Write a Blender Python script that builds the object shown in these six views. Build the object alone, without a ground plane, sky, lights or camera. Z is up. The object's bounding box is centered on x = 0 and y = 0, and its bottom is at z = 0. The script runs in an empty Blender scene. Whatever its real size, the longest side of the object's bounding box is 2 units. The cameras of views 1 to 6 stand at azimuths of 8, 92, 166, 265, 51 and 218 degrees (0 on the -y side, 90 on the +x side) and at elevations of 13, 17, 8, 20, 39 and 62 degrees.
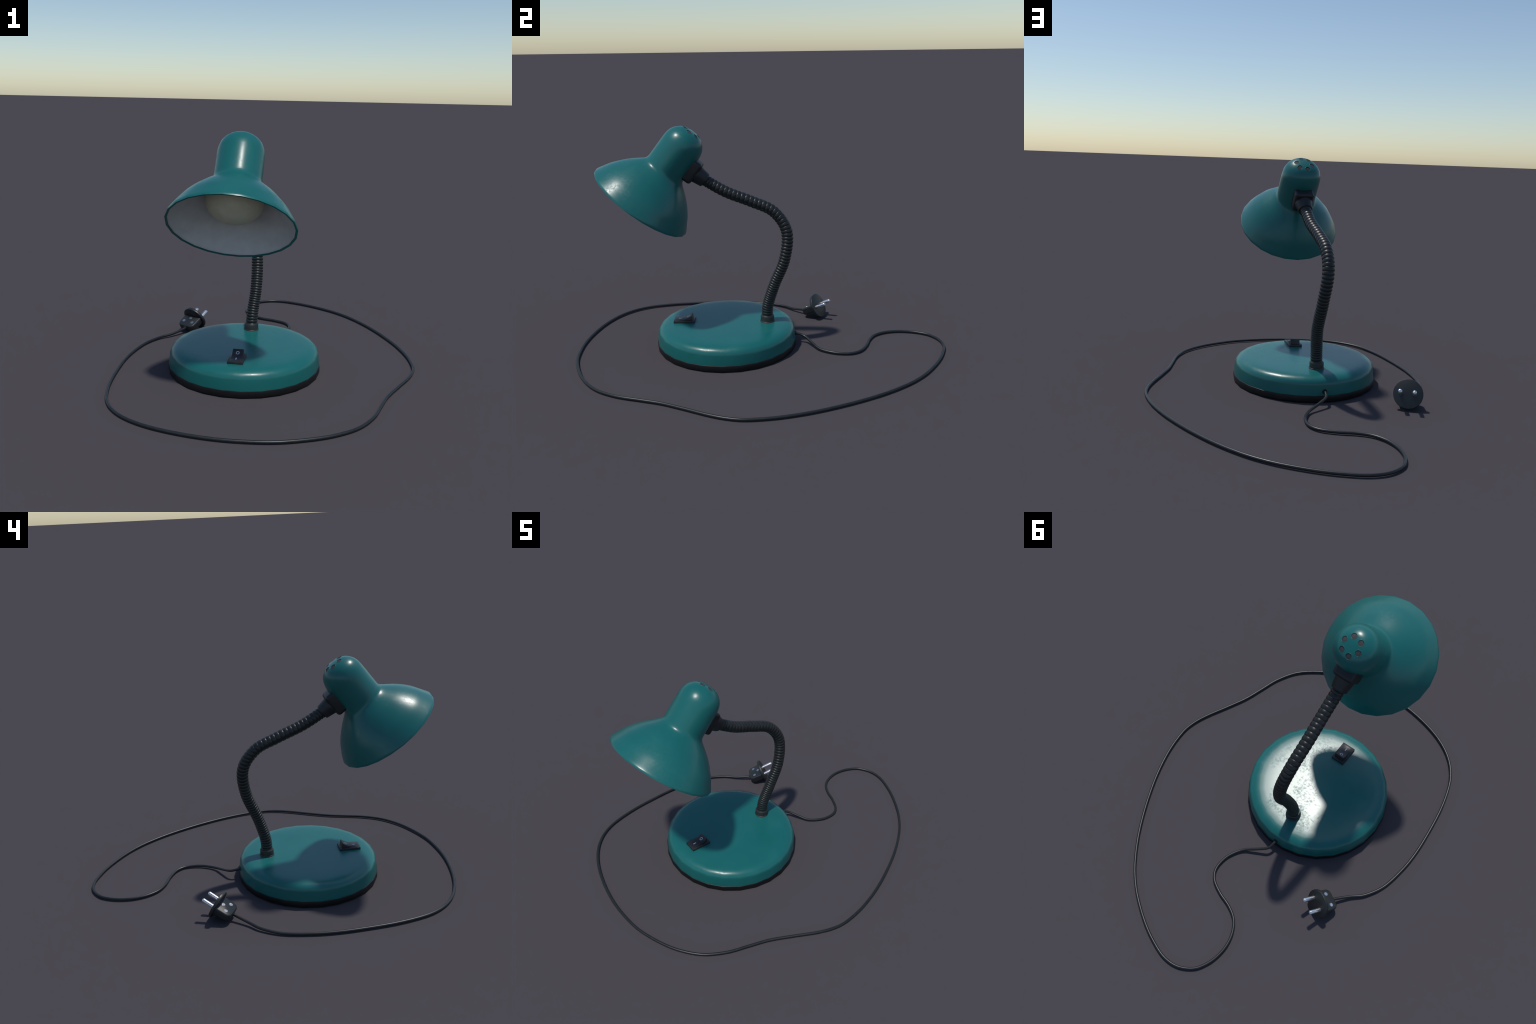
"""Desk lamp with a gooseneck, round weighted base, rocker switch, mains cord and two-pin plug."""
import bpy, bmesh, math, random
from mathutils import Vector, Matrix

random.seed(7)
TAU = math.tau

# ------------------------------------------------------------------ layout
BASE_C = Vector((-0.1184, -0.1968, 0.0))        # centre of the round base
MID_X = -0.1186                                 # the lamp is symmetric about this plane
SHADE_C = Vector((MID_X, -0.6285, 0.8067))      # centre of the shade's open rim
SHADE_TILT = math.radians(38.05)                # lean of the shade axis from the vertical
AX = Vector((0, math.sin(SHADE_TILT), math.cos(SHADE_TILT)))    # rim -> cap
BK = Vector((0, math.cos(SHADE_TILT), -math.sin(SHADE_TILT)))   # towards the neck
SX = Vector((1, 0, 0))


# ------------------------------------------------------------------ materials
def new_mat(name):
    m = bpy.data.materials.new(name)
    m.use_nodes = True
    nt = m.node_tree
    return m, nt, nt.nodes["Principled BSDF"]


def noise(nt, scale, detail=4.0, rough=0.6, vec=None):
    n = nt.nodes.new("ShaderNodeTexNoise")
    n.inputs["Scale"].default_value = scale
    n.inputs["Detail"].default_value = detail
    n.inputs["Roughness"].default_value = rough
    if vec is None:
        tc = nt.nodes.new("ShaderNodeTexCoord")
        vec = tc.outputs["Object"]
    nt.links.new(vec, n.inputs["Vector"])
    return n


def ramp(nt, src, stops):
    r = nt.nodes.new("ShaderNodeValToRGB")
    el = r.color_ramp.elements
    while len(el) < len(stops):
        el.new(0.5)
    for e, (p, c) in zip(el, stops):
        e.position = p
        e.color = (*c, 1) if len(c) == 3 else c
    nt.links.new(src, r.inputs["Fac"])
    return r


def bump(nt, bsdf, src, strength, dist):
    b = nt.nodes.new("ShaderNodeBump")
    b.inputs["Strength"].default_value = strength
    b.inputs["Distance"].default_value = dist
    nt.links.new(src, b.inputs["Height"])
    nt.links.new(b.outputs["Normal"], bsdf.inputs["Normal"])


def plain(name, lo, hi, rough, rough_var=0.05, scale=40, metallic=0.0, spec=0.5, grain=0.0):
    """A colour that drifts between lo and hi, with uneven gloss and a little grain."""
    m, nt, b = new_mat(name)
    n = noise(nt, scale)
    c = ramp(nt, n.outputs["Fac"], [(0.3, lo), (0.7, hi)])
    nt.links.new(c.outputs["Color"], b.inputs["Base Color"])
    n2 = noise(nt, scale * 2.3, 6)
    mr = nt.nodes.new("ShaderNodeMapRange")
    mr.inputs["From Min"].default_value = 0.3
    mr.inputs["From Max"].default_value = 0.7
    mr.inputs["To Min"].default_value = rough - rough_var
    mr.inputs["To Max"].default_value = rough + rough_var
    nt.links.new(n2.outputs["Fac"], mr.inputs["Value"])
    nt.links.new(mr.outputs["Result"], b.inputs["Roughness"])
    b.inputs["Metallic"].default_value = metallic
    b.inputs["Specular IOR Level"].default_value = spec
    if grain:
        n3 = noise(nt, 420, 3)
        bump(nt, b, n3.outputs["Fac"], grain, 0.001)
    return m


def enamel_paint():
    """Glossy teal enamel; rubbed, dusty patches break the gloss as on an old lamp."""
    m, nt, b = new_mat("teal_enamel")
    tc = nt.nodes.new("ShaderNodeTexCoord")
    co = tc.outputs["Object"]
    n = noise(nt, 7, 5, vec=co)
    c = ramp(nt, n.outputs["Fac"], [(0.3, (0.007, 0.126, 0.120)), (0.7, (0.010, 0.139, 0.132))])
    nt.links.new(c.outputs["Color"], b.inputs["Base Color"])
    # broad smears times fine specks give the rubbed patches
    big = noise(nt, 6.5, 9, 0.68, co)
    mp = nt.nodes.new("ShaderNodeMapping")
    mp.inputs["Scale"].default_value = (1.0, 1.0, 1.0)
    nt.links.new(co, mp.inputs["Vector"])
    fine = noise(nt, 70, 7, 0.72, mp.outputs["Vector"])
    mul = nt.nodes.new("ShaderNodeMath")
    mul.operation = "MULTIPLY"
    nt.links.new(big.outputs["Fac"], mul.inputs[0])
    nt.links.new(fine.outputs["Fac"], mul.inputs[1])
    mask = ramp(nt, mul.outputs["Value"], [(0.25, (0, 0, 0)), (0.40, (1, 1, 1))])
    mr = nt.nodes.new("ShaderNodeMapRange")
    mr.inputs["To Min"].default_value = 0.295
    mr.inputs["To Max"].default_value = 0.43
    nt.links.new(mask.outputs["Color"], mr.inputs["Value"])
    nt.links.new(mr.outputs["Result"], b.inputs["Roughness"])
    b.inputs["Specular IOR Level"].default_value = 0.5
    return m


PAINT = enamel_paint()
RUBBER = plain("black_rubber", (0.005, 0.005, 0.006), (0.009, 0.009, 0.010), 0.48, 0.06, 30, spec=0.35)
NECK = plain("ribbed_black_plastic", (0.010, 0.012, 0.012), (0.015, 0.017, 0.017), 0.38, 0.05, 30, spec=0.45)
COLLAR = plain("dark_grey_plastic", (0.016, 0.019, 0.019), (0.024, 0.027, 0.027), 0.45, 0.05, 40, grain=0.05)
MOUNT = plain("mount_plastic", (0.010, 0.011, 0.013), (0.015, 0.016, 0.019), 0.48, 0.05, 40, grain=0.05)
CORD = plain("cord_plastic", (0.010, 0.012, 0.013), (0.016, 0.019, 0.020), 0.38, 0.06, 60)
PLUG = plain("plug_plastic", (0.014, 0.017, 0.018), (0.021, 0.024, 0.025), 0.42, 0.06, 60, grain=0.05)
SWITCH = plain("switch_plastic", (0.015, 0.015, 0.017), (0.021, 0.021, 0.023), 0.40, 0.06, 60)
MARK = plain("pale_print", (0.42, 0.45, 0.55), (0.50, 0.53, 0.62), 0.5, 0.05, 60)
STEEL = plain("bright_steel", (0.74, 0.74, 0.76), (0.86, 0.86, 0.88), 0.27, 0.06, 90, metallic=0.92)
LINING = plain("pale_lining", (0.53, 0.53, 0.52), (0.60, 0.60, 0.59), 0.6, 0.05, 20)
SCREW = plain("dull_steel", (0.46, 0.47, 0.50), (0.62, 0.63, 0.66), 0.30, 0.08, 120, metallic=0.95)
VENT = plain("vent_grey", (0.112, 0.112, 0.113), (0.132, 0.132, 0.133), 0.7, 0.05, 40)
GLASS = plain("frosted_bulb", (0.60, 0.57, 0.41), (0.68, 0.65, 0.48), 0.55, 0.08, 25, grain=0.1)


# ------------------------------------------------------------------ helpers
COLL = bpy.context.scene.collection
LAMP = bpy.data.objects.new("desk_lamp", None)
LAMP.location = BASE_C
COLL.objects.link(LAMP)
LAMP["label"] = "teal enamel gooseneck desk lamp with round base, cord and plug"
LAMP["category"] = "desk lamp"


def add(name, bm, mat, parent, origin, frame=None, smooth=True, angle=40):
    """World-space bmesh -> object whose origin sits at `origin`, turned like `frame`."""
    M = Matrix.Translation(origin) @ (frame.to_4x4() if frame else Matrix())
    bmesh.ops.recalc_face_normals(bm, faces=bm.faces[:])
    bmesh.ops.transform(bm, matrix=M.inverted(), verts=bm.verts[:])
    me = bpy.data.meshes.new(name)
    bm.to_mesh(me)
    bm.free()
    me.materials.append(mat)
    if smooth:
        me.shade_smooth()
        if angle:
            me.set_sharp_from_angle(angle=math.radians(angle))
    return place(name, me, parent, M)


def place(name, me, parent, M):
    ob = bpy.data.objects.new(name, me)
    COLL.objects.link(ob)
    ob.parent = parent
    bpy.context.view_layer.update()
    ob.matrix_parent_inverse = parent.matrix_world.inverted()
    ob.matrix_basis = M
    bpy.context.view_layer.update()
    return ob


def catmull(P, m):
    P = [Vector(p) for p in P]
    Q = [2 * P[0] - P[1]] + P + [2 * P[-1] - P[-2]]
    out = []
    for i in range(len(P) - 1):
        a, b, c, d = Q[i:i + 4]
        for k in range(m):
            t = k / m
            out.append(0.5 * (2 * b + (c - a) * t + (2 * a - 5 * b + 4 * c - d) * t * t
                              + (3 * b - a - 3 * c + d) * t ** 3))
    out.append(P[-1].copy())
    return out


def resample(pts, step):
    """Even spacing along a polyline."""
    out, carry = [pts[0].copy()], 0.0
    for a, b in zip(pts, pts[1:]):
        L = (b - a).length
        s = step - carry
        while s <= L:
            out.append(a.lerp(b, s / L))
            s += step
        carry = (carry + L) % step
    if (out[-1] - pts[-1]).length > step * 0.3:
        out.append(pts[-1].copy())
    return out


def lathe(bm, prof, n, centre, axis, u, v, close_ends=True):
    """Revolve (height, radius) pairs; a radius of 0 makes a pole."""
    rows = []
    for h, r in prof:
        c = centre + axis * h
        if r < 1e-6:
            rows.append([bm.verts.new(c)])
        else:
            rows.append([bm.verts.new(c + (u * math.cos(TAU * k / n) + v * math.sin(TAU * k / n)) * r)
                         for k in range(n)])
    for A, B in zip(rows, rows[1:]):
        for k in range(n):
            j = (k + 1) % n
            if len(A) == 1 and len(B) == 1:
                continue
            if len(A) == 1:
                bm.faces.new((A[0], B[k], B[j]))
            elif len(B) == 1:
                bm.faces.new((A[k], B[0], A[j]))
            else:
                bm.faces.new((A[k], B[k], B[j], A[j]))
    if close_ends:
        for R in (rows[0], rows[-1]):
            if len(R) > 2:
                bm.faces.new(R)
    return rows


def sweep(bm, pts, radii, n):
    """Tube along pts with one radius per point, parallel-transported frame."""
    T = []
    for i in range(len(pts)):
        a, b = pts[max(i - 1, 0)], pts[min(i + 1, len(pts) - 1)]
        T.append((b - a).normalized())
    ref = Vector((1, 0, 0)) if abs(T[0].x) < 0.9 else Vector((0, 1, 0))
    nrm = (ref - T[0] * ref.dot(T[0])).normalized()
    rings = []
    for i, p in enumerate(pts):
        nrm = (nrm - T[i] * nrm.dot(T[i])).normalized()
        bi = T[i].cross(nrm)
        rings.append([bm.verts.new(p + (nrm * math.cos(TAU * k / n) + bi * math.sin(TAU * k / n)) * radii[i])
                      for k in range(n)])
    for A, B in zip(rings, rings[1:]):
        for k in range(n):
            j = (k + 1) % n
            bm.faces.new((A[k], A[j], B[j], B[k]))
    bm.faces.new(rings[0])
    bm.faces.new(rings[-1])


def rounded_box(bm, lo, hi, M, rad, seg=4):
    r = bmesh.ops.create_cube(bm, size=1.0)
    vs = r["verts"]
    for v in vs:
        v.co = Vector([lo[i] + (v.co[i] + 0.5) * (hi[i] - lo[i]) for i in range(3)])
    es = list({e for v in vs for e in v.link_edges})
    if rad:
        res = bmesh.ops.bevel(bm, geom=es, offset=rad, segments=seg, profile=0.5, affect="EDGES")
    bmesh.ops.transform(bm, matrix=M, verts=bm.verts[:])


def arc(h0, r0, h1, r1, k, flip=False):
    """Quarter-ellipse points from (h0, r0) to (h1, r1), both ends excluded."""
    o = []
    for i in range(1, k):
        t = math.pi / 2 * i / k
        if flip:
            o.append((h0 + (h1 - h0) * (1 - math.cos(t)), r0 + (r1 - r0) * math.sin(t)))
        else:
            o.append((h0 + (h1 - h0) * math.sin(t), r0 + (r1 - r0) * (1 - math.cos(t))))
    return o


Z = Vector((0, 0, 1))
X = Vector((1, 0, 0))
Y = Vector((0, 1, 0))
N_BASE = 26       # the spun base and shade are slightly faceted, as in the original
N_SHADE = 24

# ------------------------------------------------------------------ base
bm = bmesh.new()
prof = [(0.030, 0.3812), (0.055, 0.3802), (0.0851, 0.3775), (0.0938, 0.3762), (0.1022, 0.3725), (0.1099, 0.3665),
        (0.1165, 0.3580), (0.1217, 0.3480), (0.1252, 0.3350), (0.1272, 0.3170), (0.1283, 0.2880), (0.1290, 0.2400),
        (0.1292, 0.1800), (0.1293, 0.1000), (0.1293, 0.0)]
lathe(bm, prof, N_BASE, BASE_C, Z, X, Y)
base = add("base", bm, PAINT, LAMP, BASE_C, angle=60)

bm = bmesh.new()
prof = [(0.0, 0.0), (0.0, 0.376), (0.002, 0.3825), (0.006, 0.3843), (0.0300, 0.3843), (0.0328, 0.3834),
        (0.0338, 0.3818), (0.0338, 0.360)]
lathe(bm, prof, N_BASE, BASE_C, Z, X, Y)
add("base_skirt", bm, RUBBER, base, BASE_C, angle=30)

# ------------------------------------------------------------------ gooseneck and its lower collar
FOOT = Vector((-0.1186, 0.0290, 0.1285))
bm = bmesh.new()
prof = [(-0.004, 0.0405), (0.0035, 0.0405), (0.0055, 0.0395), (0.0065, 0.0378), (0.030, 0.0372),
        (0.0345, 0.0360), (0.0372, 0.0330), (0.0372, 0.020)]
lathe(bm, prof, 32, FOOT, Z, X, Y)
add("neck_collar", bm, COLLAR, base, FOOT, angle=35)

HEAD_END = SHADE_C + AX * 0.297 + BK * 0.192
spine = [FOOT + Z * 0.012, (-0.1135, 0.0335, 0.2250), (-0.1020, 0.0700, 0.3480), (-0.1060, 0.1260, 0.4900),
         (-0.1230, 0.1375, 0.6380), (-0.1320, 0.0690, 0.7450), (-0.1290, -0.0480, 0.8020),
         (-0.1200, -0.1800, 0.8560), HEAD_END]
STEP = 0.0008
path = resample(catmull(spine, 40), STEP)
# ribs: pitch is tight near the foot and opens up towards the head
def pitch(f):
    stops = [(0.0, 0.0165), (0.13, 0.0122), (0.25, 0.0140), (0.40, 0.0180), (0.55, 0.0205),
             (0.75, 0.0245), (0.93, 0.0225), (1.0, 0.0120)]
    for (a, p), (b, q) in zip(stops, stops[1:]):
        if f <= b:
            return p + (q - p) * (f - a) / (b - a)
    return stops[-1][1]
phase, radii, n = 0.0, [], len(path)
for i in range(n):
    f = i / (n - 1)
    p = pitch(f)
    phase += STEP / p
    w = abs(math.sin(math.pi * phase)) ** min(0.62, max(0.38, 0.62 - (p - 0.013) * 28))     # round ridge, narrow groove
    radii.append(0.0274 + 0.0040 * w)
bm = bmesh.new()
sweep(bm, path, radii, 28)
add("gooseneck", bm, NECK, LAMP, FOOT, angle=0)

# ------------------------------------------------------------------ lamp shade
# measured silhouette: (height along the axis from the rim, radius)
key = [(-0.0040, 0.2868), (0.0010, 0.2864), (0.0080, 0.2838), (0.025, 0.2742), (0.045, 0.2625), (0.070, 0.2475), (0.095, 0.2288),
       (0.120, 0.2072), (0.145, 0.1830), (0.168, 0.1575), (0.188, 0.1345), (0.203, 0.1195), (0.2140, 0.1128),
       (0.2260, 0.1102), (0.240, 0.1096), (0.300, 0.1093), (0.362, 0.1086), (0.392, 0.1045), (0.418, 0.0945),
       (0.438, 0.0780), (0.453, 0.0570), (0.4605, 0.0330), (0.4630, 0.0)]
SHELL = 0.0055


def offset_profile(prof, d):
    out = []
    for i, (h, r) in enumerate(prof):
        a, b = prof[max(i - 1, 0)], prof[min(i + 1, len(prof) - 1)]
        th, tr = b[0] - a[0], b[1] - a[1]
        L = math.hypot(th, tr)
        nh, nr = tr / L, -th / L         # towards the axis
        out.append((h + nh * d, max(r + nr * d, 0.0)))
    out[-1] = (prof[-1][0] - d, 0.0)
    return out


def fine_profile(prof, m=3):
    return [(p.x, max(p.y, 0.0)) for p in catmull([(h, r, 0) for h, r in prof], m)]


outer = fine_profile(key, 2)
outer[-1] = (outer[-1][0], 0.0)
inner = offset_profile(outer, SHELL)
inner[0] = (-0.0035, outer[0][1] - 0.0105)

bm = bmesh.new()
loop = [(-0.0062, outer[0][1] - 0.0090), (-0.0062, outer[0][1] - 0.0016)] + outer
rows_prof = loop + [(h, r) for h, r in reversed(inner)]
# one closed shell of revolution: outside up to the cap, then back down inside
lathe(bm, loop, N_SHADE, SHADE_C, AX, SX, BK, close_ends=False)
lathe(bm, inner, N_SHADE, SHADE_C, AX, SX, BK, close_ends=False)
bmesh.ops.remove_doubles(bm, verts=bm.verts[:], dist=1e-6)
edges = [e for e in bm.edges if e.is_boundary]
bmesh.ops.bridge_loops(bm, edges=edges)
FR = Matrix((SX, BK, AX)).transposed()
FR = Matrix((SX, AX.cross(SX), AX)).transposed()
shade = add("lamp_shade", bm, PAINT, LAMP, SHADE_C, FR, angle=0)

# six round vents bored through the cap
VENT_R, VENT_RING = 0.0143, 0.0428
bm = bmesh.new()
vents = []
for k in range(6):
    a = math.radians(-15.3 + 60 * k)
    # in the shade's own frame: -x is the reference direction, -BK the second one
    p = SHADE_C - SX * VENT_RING * math.cos(a) - BK * VENT_RING * math.sin(a)
    tilt = (AX * 0.85 + (p - SHADE_C).normalized() * 0.30).normalized()
    q = p + AX * 0.458
    u = tilt.orthogonal().normalized()
    lathe(bm, [(-0.020, VENT_R), (0.020, VENT_R)], 28, q, tilt, u, tilt.cross(u))
    vents.append((q, tilt, u))
cutter = add("vent_cutter", bm, PAINT, LAMP, SHADE_C, FR, angle=0)
mod = shade.modifiers.new("vents", "BOOLEAN")
mod.operation, mod.solver, mod.object = "DIFFERENCE", "EXACT", cutter
bpy.context.view_layer.update()
dg = bpy.context.evaluated_depsgraph_get()
bored = bpy.data.meshes.new_from_object(shade.evaluated_get(dg))
shade.modifiers.clear()
shade.data = bored
bpy.data.objects.remove(cutter)

# smooth normals straight from the turned profile, so the bored holes leave no dents in the gloss
def profile_normal(co):
    h, r = co.z, math.hypot(co.x, co.y)
    best, bn = 1e9, (0, 1)
    for i in range(len(outer)):
        d = (outer[i][0] - h) ** 2 + (outer[i][1] - r) ** 2
        if d < best:
            best, bi = d, i
    def seg_n(i):
        a, b = outer[max(i - 1, 0)], outer[min(i + 1, len(outer) - 1)]
        t = Vector((b[0] - a[0], b[1] - a[1])).normalized()
        return Vector((-t.y, t.x))
    # blend the neighbouring vertex normals by distance
    ws, tot = Vector((0, 0)), 0.0
    for i in (bi - 1, bi, bi + 1):
        if 0 <= i < len(outer):
            d = math.hypot(outer[i][0] - h, outer[i][1] - r) + 1e-5
            ws += seg_n(i) / d ** 2
            tot += 1 / d ** 2
    nn = ws.normalized()
    if r < 1e-5:
        return Vector((0, 0, 1))
    return Vector((co.x / r * nn.y, co.y / r * nn.y, nn.x)).normalized()


me = shade.data
cache = {}
loop_n = [None] * len(me.loops)
for poly in me.polygons:
    for li in poly.loop_indices:
        vi = me.loops[li].vertex_index
        if vi not in cache:
            cache[vi] = profile_normal(me.vertices[vi].co)
        nv = cache[vi]
        d = nv.dot(poly.normal)
        on_out = abs(d) > 0.75
        loop_n[li] = (nv if d > 0 else -nv) if on_out else poly.normal.copy()
me.shade_smooth()
me.normals_split_custom_set(loop_n)

# grey plate under the vents
bm = bmesh.new()
plate = [(h, r) for h, r in offset_profile(outer, 0.0018) if h > 0.425]
lathe(bm, plate, 32, SHADE_C, AX, SX, BK, close_ends=False)
bmesh.ops.solidify(bm, geom=bm.faces[:], thickness=-0.0010)
add("vent_plate", bm, VENT, shade, SHADE_C, FR, angle=0)

# rolled lips round the vents
bm = bmesh.new()
for q, tilt, u in vents:
    # stand each lip on the turned surface: find the cap height under every point of the ring
    w = tilt.cross(u)
    rings = []
    for k in range(28):
        d = u * math.cos(TAU * k / 28) + w * math.sin(TAU * k / 28)
        p = q + d * VENT_R
        rel = p - SHADE_C
        rr = (rel - AX * rel.dot(AX)).length
        h = next((a[0] + (b[0] - a[0]) * (a[1] - rr) / (a[1] - b[1])
                  for a, b in zip(outer, outer[1:]) if a[0] > 0.40 and b[1] <= rr <= a[1]), 0.45)
        c = p + AX * (h - rel.dot(AX)) - tilt * 0.0006
        rings.append([bm.verts.new(c + d * 0.0012 * math.cos(TAU * m / 8) + tilt * 0.0012 * math.sin(TAU * m / 8))
                      for m in range(8)])
    for k in range(28):
        A, B = rings[k], rings[(k + 1) % 28]
        for m in range(8):
            bm.faces.new((A[m], A[(m + 1) % 8], B[(m + 1) % 8], B[m]))
lips = add("vent_lip", bm, PAINT, shade, SHADE_C, FR, angle=0)
lips["kind"] = "stuff"

# pale lining inside the bell
bm = bmesh.new()
lin = [(h, r) for h, r in offset_profile(outer, SHELL + 0.0012) if 0.004 < h < 0.40]
lin = [(-0.0022, outer[0][1] - 0.0112)] + lin + [(0.405, 0.0)]
lathe(bm, lin, N_SHADE, SHADE_C, AX, SX, BK, close_ends=False)
add("shade_lining", bm, LINING, shade, SHADE_C, FR, angle=0)

# bulb and its socket
bm = bmesh.new()
prof = []
BC, BA, BH = 0.124, 0.1280, 0.0945        # squat globe: centre height, radius, half height
for k in range(0, 25):
    t = math.pi * 0.80 * k / 24
    prof.append((BC - BH * math.cos(t), BA * math.sin(t)))
prof += [(0.215, 0.046), (0.250, 0.040)]
lathe(bm, prof, 48, SHADE_C, AX, SX, BK)
bulb = add("bulb", bm, GLASS, LAMP, SHADE_C + AX * BC, FR, angle=50)
bm = bmesh.new()
lathe(bm, [(0.235, 0.050), (0.238, 0.053), (0.355, 0.053), (0.360, 0.048)], 32, SHADE_C, AX, SX, BK)
add("bulb_socket", bm, MOUNT, bulb, SHADE_C + AX * 0.30, FR, angle=40)

# ------------------------------------------------------------------ mount block between shade and neck
MB = Matrix.Translation(SHADE_C) @ Matrix((SX, BK, AX)).transposed().to_4x4()
bm = bmesh.new()
rounded_box(bm, (-0.0525, 0.070, 0.2350), (0.0525, 0.1470, 0.3590), MB, 0.0165, 5)
mount = add("mount_block", bm, MOUNT, LAMP, SHADE_C + AX * 0.297 + BK * 0.12, FR, angle=40)
bm = bmesh.new()
prof = [(0.140, 0.0475), (0.151, 0.0475), (0.155, 0.0460), (0.197, 0.0395), (0.2005, 0.0380), (0.2015, 0.0355),
        (0.2015, 0.0325), (0.198, 0.0310), (0.196, 0.020)]
lathe(bm, prof, 32, SHADE_C + AX * 0.297, BK, SX, AX)
add("head_collar", bm, MOUNT, mount, SHADE_C + AX * 0.297 + BK * 0.17, FR, angle=35)

# ------------------------------------------------------------------ rocker switch
SW = Vector((-0.1184, -0.4298, 0.1287))
bm = bmesh.new()
rounded_box(bm, (-0.0375, -0.0578, -0.004), (0.0375, 0.0578, 0.0128), Matrix.Translation(SW), 0.0014, 2)
bmesh.ops.recalc_face_normals(bm, faces=bm.faces[:])
switch = add("switch", bm, SWITCH, LAMP, SW, angle=30)
me = switch.data

ROCK_W = 0.0262
curve = catmull([(-0.0490, 0.0136, 0), (-0.0380, 0.0139, 0), (-0.0235, 0.0150, 0), (-0.0040, 0.0182, 0),
                 (0.0180, 0.0258, 0), (0.0330, 0.0345, 0), (0.0395, 0.0400, 0)], 6)


def rock_z(y):
    for a, b in zip(curve, curve[1:]):
        if a.x <= y <= b.x:
            return a.y + (b.y - a.y) * (y - a.x) / (b.x - a.x)
    return curve[-1].y


outline = [(p.x, p.y) for p in curve] + [(0.0412, 0.0395), (0.0425, 0.0370), (0.0465, 0.006), (-0.0490, 0.006)]
bm = bmesh.new()
L = [bm.verts.new(SW + Vector((-ROCK_W, y, z))) for y, z in outline]
R = [bm.verts.new(SW + Vector((ROCK_W, y, z))) for y, z in outline]
bm.faces.new(L)
bm.faces.new(R)
for k in range(len(L)):
    j = (k + 1) % len(L)
    bm.faces.new((L[k], L[j], R[j], R[k]))
side = [e for e in bm.edges if abs(e.verts[0].co.x - e.verts[1].co.x) < 1e-6 and
        min(v.co.z for v in e.verts) > SW.z + 0.011]
bmesh.ops.recalc_face_normals(bm, faces=bm.faces[:])
bmesh.ops.bevel(bm, geom=side, offset=0.0011, segments=2, profile=0.5, affect="EDGES")
rocker = add("rocker", bm, SWITCH, switch, SW + Z * 0.012, angle=35)

# printed "O" ring and "I" bar that lie on the curved rocker, slightly proud
def on_rocker(bm, ring_a, ring_b):
    top = [[bm.verts.new(SW + Vector((x, y, rock_z(y) + 0.0007))) for x, y in r] for r in (ring_a, ring_b)]
    bot = [[bm.verts.new(SW + Vector((x, y, rock_z(y) - 0.0012))) for x, y in r] for r in (ring_a, ring_b)]
    n = len(ring_a)
    for k in range(n):
        j = (k + 1) % n
        bm.faces.new((top[0][k], top[0][j], top[1][j], top[1][k]))
        bm.faces.new((bot[0][k], bot[0][j], bot[1][j], bot[1][k]))
        bm.faces.new((top[0][k], top[0][j], bot[0][j], bot[0][k]))
        bm.faces.new((top[1][k], top[1][j], bot[1][j], bot[1][k]))


bm = bmesh.new()
cy = 0.0205
on_rocker(bm, [(0.0088 * math.cos(TAU * k / 40), cy + 0.0088 * math.sin(TAU * k / 40)) for k in range(40)],
          [(0.0058 * math.cos(TAU * k / 40), cy + 0.0058 * math.sin(TAU * k / 40)) for k in range(40)])
add("off_mark", bm, MARK, switch, SW + Z * 0.027, angle=40)
bm = bmesh.new()
cy, hl, hw = -0.0240, 0.0065, 0.0026
def capsule(s):
    o = []
    for k in range(32):
        a = TAU * k / 32
        o.append((hw * s * math.cos(a), cy + (hl * s if math.sin(a) >= 0 else -hl * s) + hw * s * math.sin(a)))
    return o
on_rocker(bm, capsule(1.0), capsule(0.02))
add("on_mark", bm, MARK, switch, SW + Z * 0.014, angle=40)

# ------------------------------------------------------------------ plug
PD = Vector((0.41573, 0.78147, 0.46526)).normalized()       # the pins point this way
PU = Z.cross(PD).normalized()
PN = PD.cross(PU)
PC = Vector((-0.4962, 0.3321, 0.0766))                      # centre of the contact face
PF = Matrix((PD, PU, PN)).transposed()
MP = Matrix.Translation(PC) @ PF.to_4x4()

bm = bmesh.new()
# body: rounded slab that narrows a little towards the cord
K = 0.060
plan = []
def corner(cx, cy, r, a0, a1, k=6):
    return [(cx + r * math.cos(a0 + (a1 - a0) * i / k), cy + r * math.sin(a0 + (a1 - a0) * i / k)) for i in range(k + 1)]
plan += [(-0.006, K), (-0.006, -K)]
plan += corner(-0.074, -0.0305, 0.0265, -math.pi / 2, -math.pi, 6)
plan += corner(-0.074, 0.0305, 0.0265, math.pi, math.pi / 2, 6)
H = 0.0215
layers = [(-H, 0.90), (-H * 0.90, 0.955), (-H * 0.70, 0.985), (-H * 0.35, 1.0), (H * 0.35, 1.0), (H * 0.70, 0.985),
          (H * 0.90, 0.955), (H, 0.90)]
rings = []
for h, s in layers:
    inset = (1 - s) * 0.055
    rg = []
    for x, y in plan:
        xx = x + inset if x < -0.01 else x
        yy = y - math.copysign(min(inset, abs(y)), y) if abs(y) > 0.012 else y
        rg.append(bm.verts.new(MP @ Vector((xx, yy, h))))
    rings.append(rg)
for A, B in zip(rings, rings[1:]):
    for k in range(len(plan)):
        j = (k + 1) % len(plan)
        bm.faces.new((A[k], A[j], B[j], B[k]))
bm.faces.new(rings[0])
bm.faces.new(rings[-1])
plug = add("plug", bm, PLUG, LAMP, PC - PD * 0.05, PF, angle=45)

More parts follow.
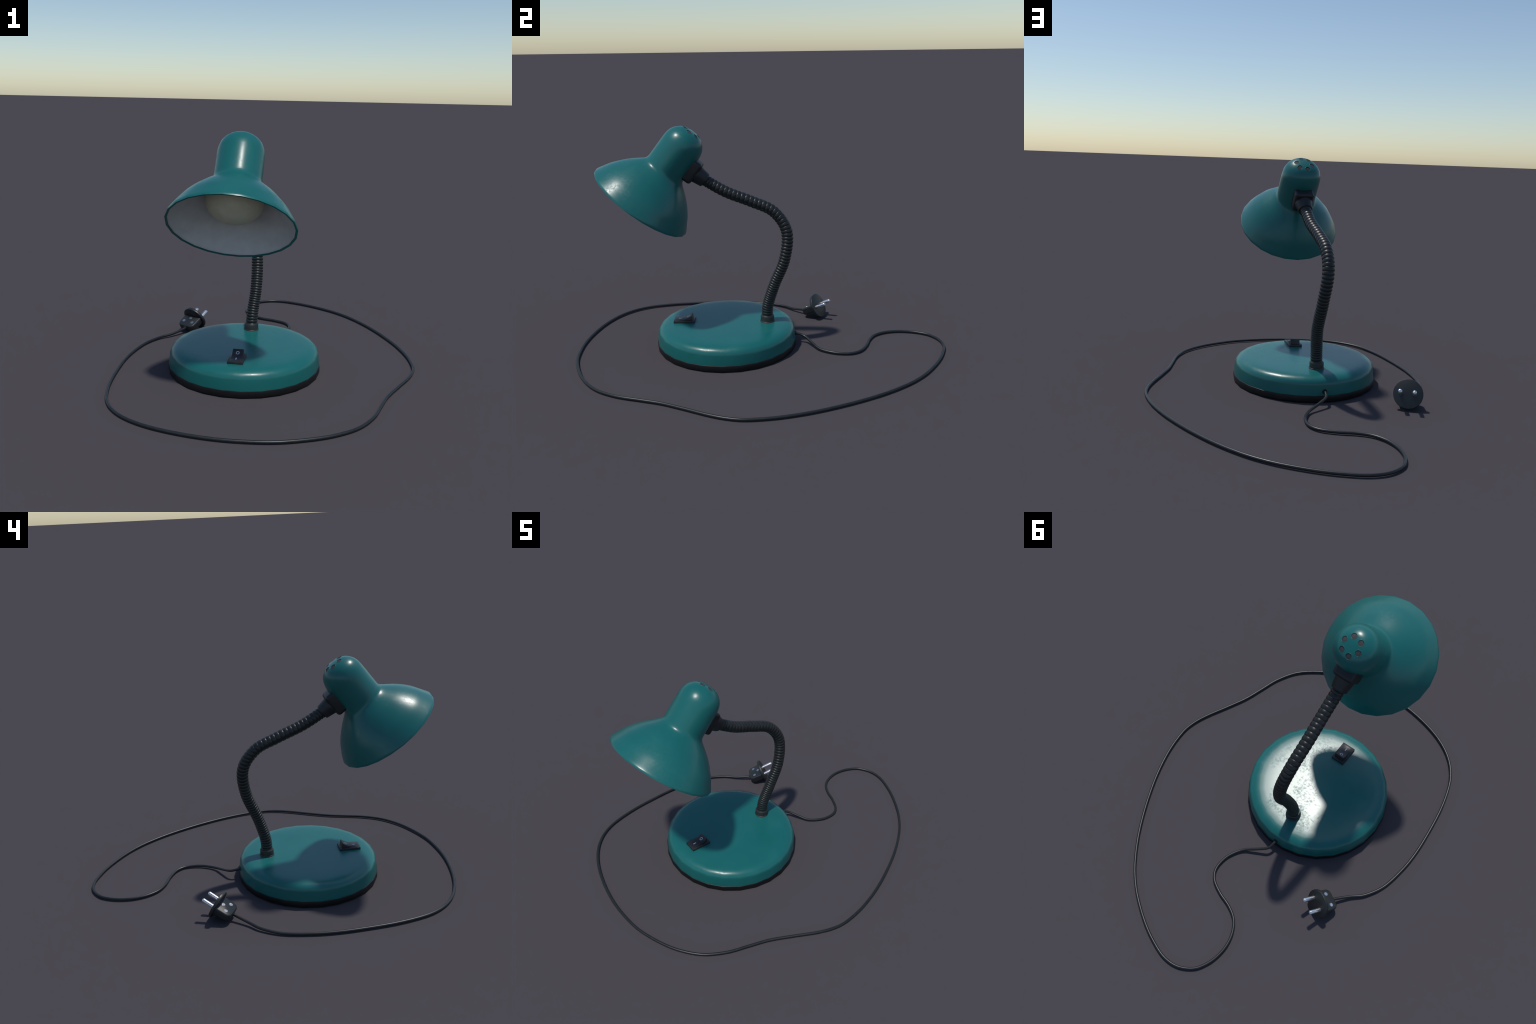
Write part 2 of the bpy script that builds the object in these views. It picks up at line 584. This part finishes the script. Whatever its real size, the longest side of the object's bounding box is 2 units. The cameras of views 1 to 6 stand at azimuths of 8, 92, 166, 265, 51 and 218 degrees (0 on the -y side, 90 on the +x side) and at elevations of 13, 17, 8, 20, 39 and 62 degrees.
bm = bmesh.new()
prof = [(-0.0160, 0.0), (-0.0160, 0.0700), (-0.0152, 0.0722), (-0.0135, 0.0732), (-0.003, 0.0732), (-0.001, 0.0724),
        (0.0, 0.0704), (0.0, 0.0)]
lathe(bm, prof, 32, PC, PD, PU, PN)
add("plug_face", bm, PLUG, plug, PC, PF, angle=35)

PIN_R = 0.0104
bm = bmesh.new()
prof = [(-0.004, PIN_R), (0.0585, PIN_R)] + [(0.0585 + 0.0080 * math.sin(t), PIN_R * math.cos(t))
                                            for t in (0.3, 0.6, 0.9, 1.2, 1.4)] + [(0.0665, 0.0)]
lathe(bm, prof, 24, Vector((0, 0, 0)), X, Y, Z)
pin = None
for s in (-0.0365, 0.0325):
    M = Matrix.Translation(PC + PU * s) @ PF.to_4x4()
    if pin is None:
        me = bpy.data.meshes.new("pin")
        bmesh.ops.recalc_face_normals(bm, faces=bm.faces[:])
        bm.to_mesh(me)
        bm.free()
        me.materials.append(STEEL)
        me.shade_smooth()
        me.set_sharp_from_angle(angle=math.radians(40))
        pin = me
    place("pin", pin, plug, M)

# slotted screw: low dished disc with two raised halves
bm = bmesh.new()
SR = 0.0098
lathe(bm, [(-0.003, SR), (0.0005, SR), (0.0005, 0.0)], 24, Vector((0, 0, 0)), Z, X, Y)
for sgn in (1, -1):
    w = 0.0014
    a0 = math.asin(w / SR)
    pts = [(SR * 0.97 * math.cos(a0 + (math.pi - 2 * a0) * k / 14), sgn * SR * 0.97 * math.sin(a0 + (math.pi - 2 * a0) * k / 14))
           for k in range(15)]
    lo = [bm.verts.new((x, y, 0.0)) for x, y in pts]
    hi = [bm.verts.new((x * 0.9, y * 0.9 if abs(y) > w * 1.2 else y, 0.0020 - 0.0006 * (x * x + y * y) / SR ** 2)) for x, y in pts]
    for k in range(15):
        j = (k + 1) % 15
        bm.faces.new((lo[k], lo[j], hi[j], hi[k]))
    bm.faces.new(lo)
    bm.faces.new(hi)
bmesh.ops.recalc_face_normals(bm, faces=bm.faces[:])
screw = bpy.data.meshes.new("screw")
bm.to_mesh(screw)
bm.free()
screw.materials.append(SCREW)
for d, u, turn in ((-0.0346, 0.0016, 1.9), (-0.0640, -0.0303, 0.5), (-0.0640, 0.0315, 1.2)):
    M = MP @ Matrix.Translation((d, u, H)) @ Matrix.Rotation(turn, 4, "Z")
    place("screw", screw, plug, M)

# ------------------------------------------------------------------ mains cord
CR = 0.0074
EXIT = Vector((BASE_C.x, BASE_C.y + 0.3775, 0.0545))
route = [(-0.0575, 0.2721), (-0.0001, 0.3155), (0.0380, 0.3810), (0.0500, 0.4400), (0.0430, 0.4940), (0.0090, 0.5380),
         (-0.0570, 0.5720), (-0.1340, 0.5970), (-0.1950, 0.6330), (-0.2350, 0.6900), (-0.2530, 0.7550),
         (-0.2525, 0.8200), (-0.2360, 0.8830), (-0.1980, 0.9440), (-0.1260, 0.9860), (-0.0410, 0.9915),
         (0.0540, 0.9640), (0.1430, 0.9240), (0.2430, 0.8640), (0.3240, 0.8030), (0.4020, 0.7250), (0.4870, 0.6130),
         (0.5620, 0.4890), (0.6300, 0.3530), (0.6820, 0.2260), (0.7220, 0.0900), (0.7400, -0.0400),
         (0.7310, -0.1250), (0.7010, -0.2140), (0.6450, -0.3330), (0.5940, -0.4480), (0.5630, -0.5520),
         (0.5280, -0.6700), (0.4680, -0.7790), (0.3810, -0.8600), (0.2780, -0.9190), (0.1380, -0.9700),
         (0.0000, -0.9890), (-0.1320, -0.9890), (-0.2770, -0.9690), (-0.4110, -0.9320), (-0.5180, -0.8800),
         (-0.5980, -0.8140), (-0.6550, -0.7320), (-0.6900, -0.6350), (-0.7170, -0.5090), (-0.7350, -0.3460),
         (-0.7410, -0.2200), (-0.7340, -0.1050), (-0.7080, 0.0280), (-0.6560, 0.1250), (-0.5990, 0.1810)]
lift = {0: 0.0255, 1: 0.0114, 2: 0.0085, len(route) - 2: 0.0105, len(route) - 1: 0.0155}
pts3 = [EXIT + Vector((0, -0.02, 0)), EXIT + Vector((0.0, 0.010, -0.001)), Vector((-0.1075, 0.2331, 0.0415))]
pts3 += [Vector((x, y, lift.get(i, CR))) for i, (x, y) in enumerate(route)]
pts3 += [PC - PD * 0.104 + PN * 0.0030, PC - PD * 0.085 + PN * 0.0030]
cpath = resample(catmull(pts3, 14), 0.008)
bm = bmesh.new()
sweep(bm, cpath, [CR] * len(cpath), 14)
cord = add("cord", bm, CORD, LAMP, EXIT, angle=0)

bm = bmesh.new()
prof = [(-0.012, 0.0128), (0.0015, 0.0128), (0.0030, 0.0122), (0.0036, 0.0108), (0.0030, 0.0092), (-0.010, 0.0086)]
lathe(bm, prof, 24, EXIT, Y, X, Z)
add("cord_grommet", bm, RUBBER, base, EXIT, angle=50)
bm = bmesh.new()
q = PC - PD * 0.100 + PN * 0.0030
lathe(bm, [(-0.004, 0.0105), (-0.003, 0.0115), (0.006, 0.0125)], 20, q, PD, PU, PN)
add("cord_sleeve", bm, PLUG, plug, q, PF, angle=50)
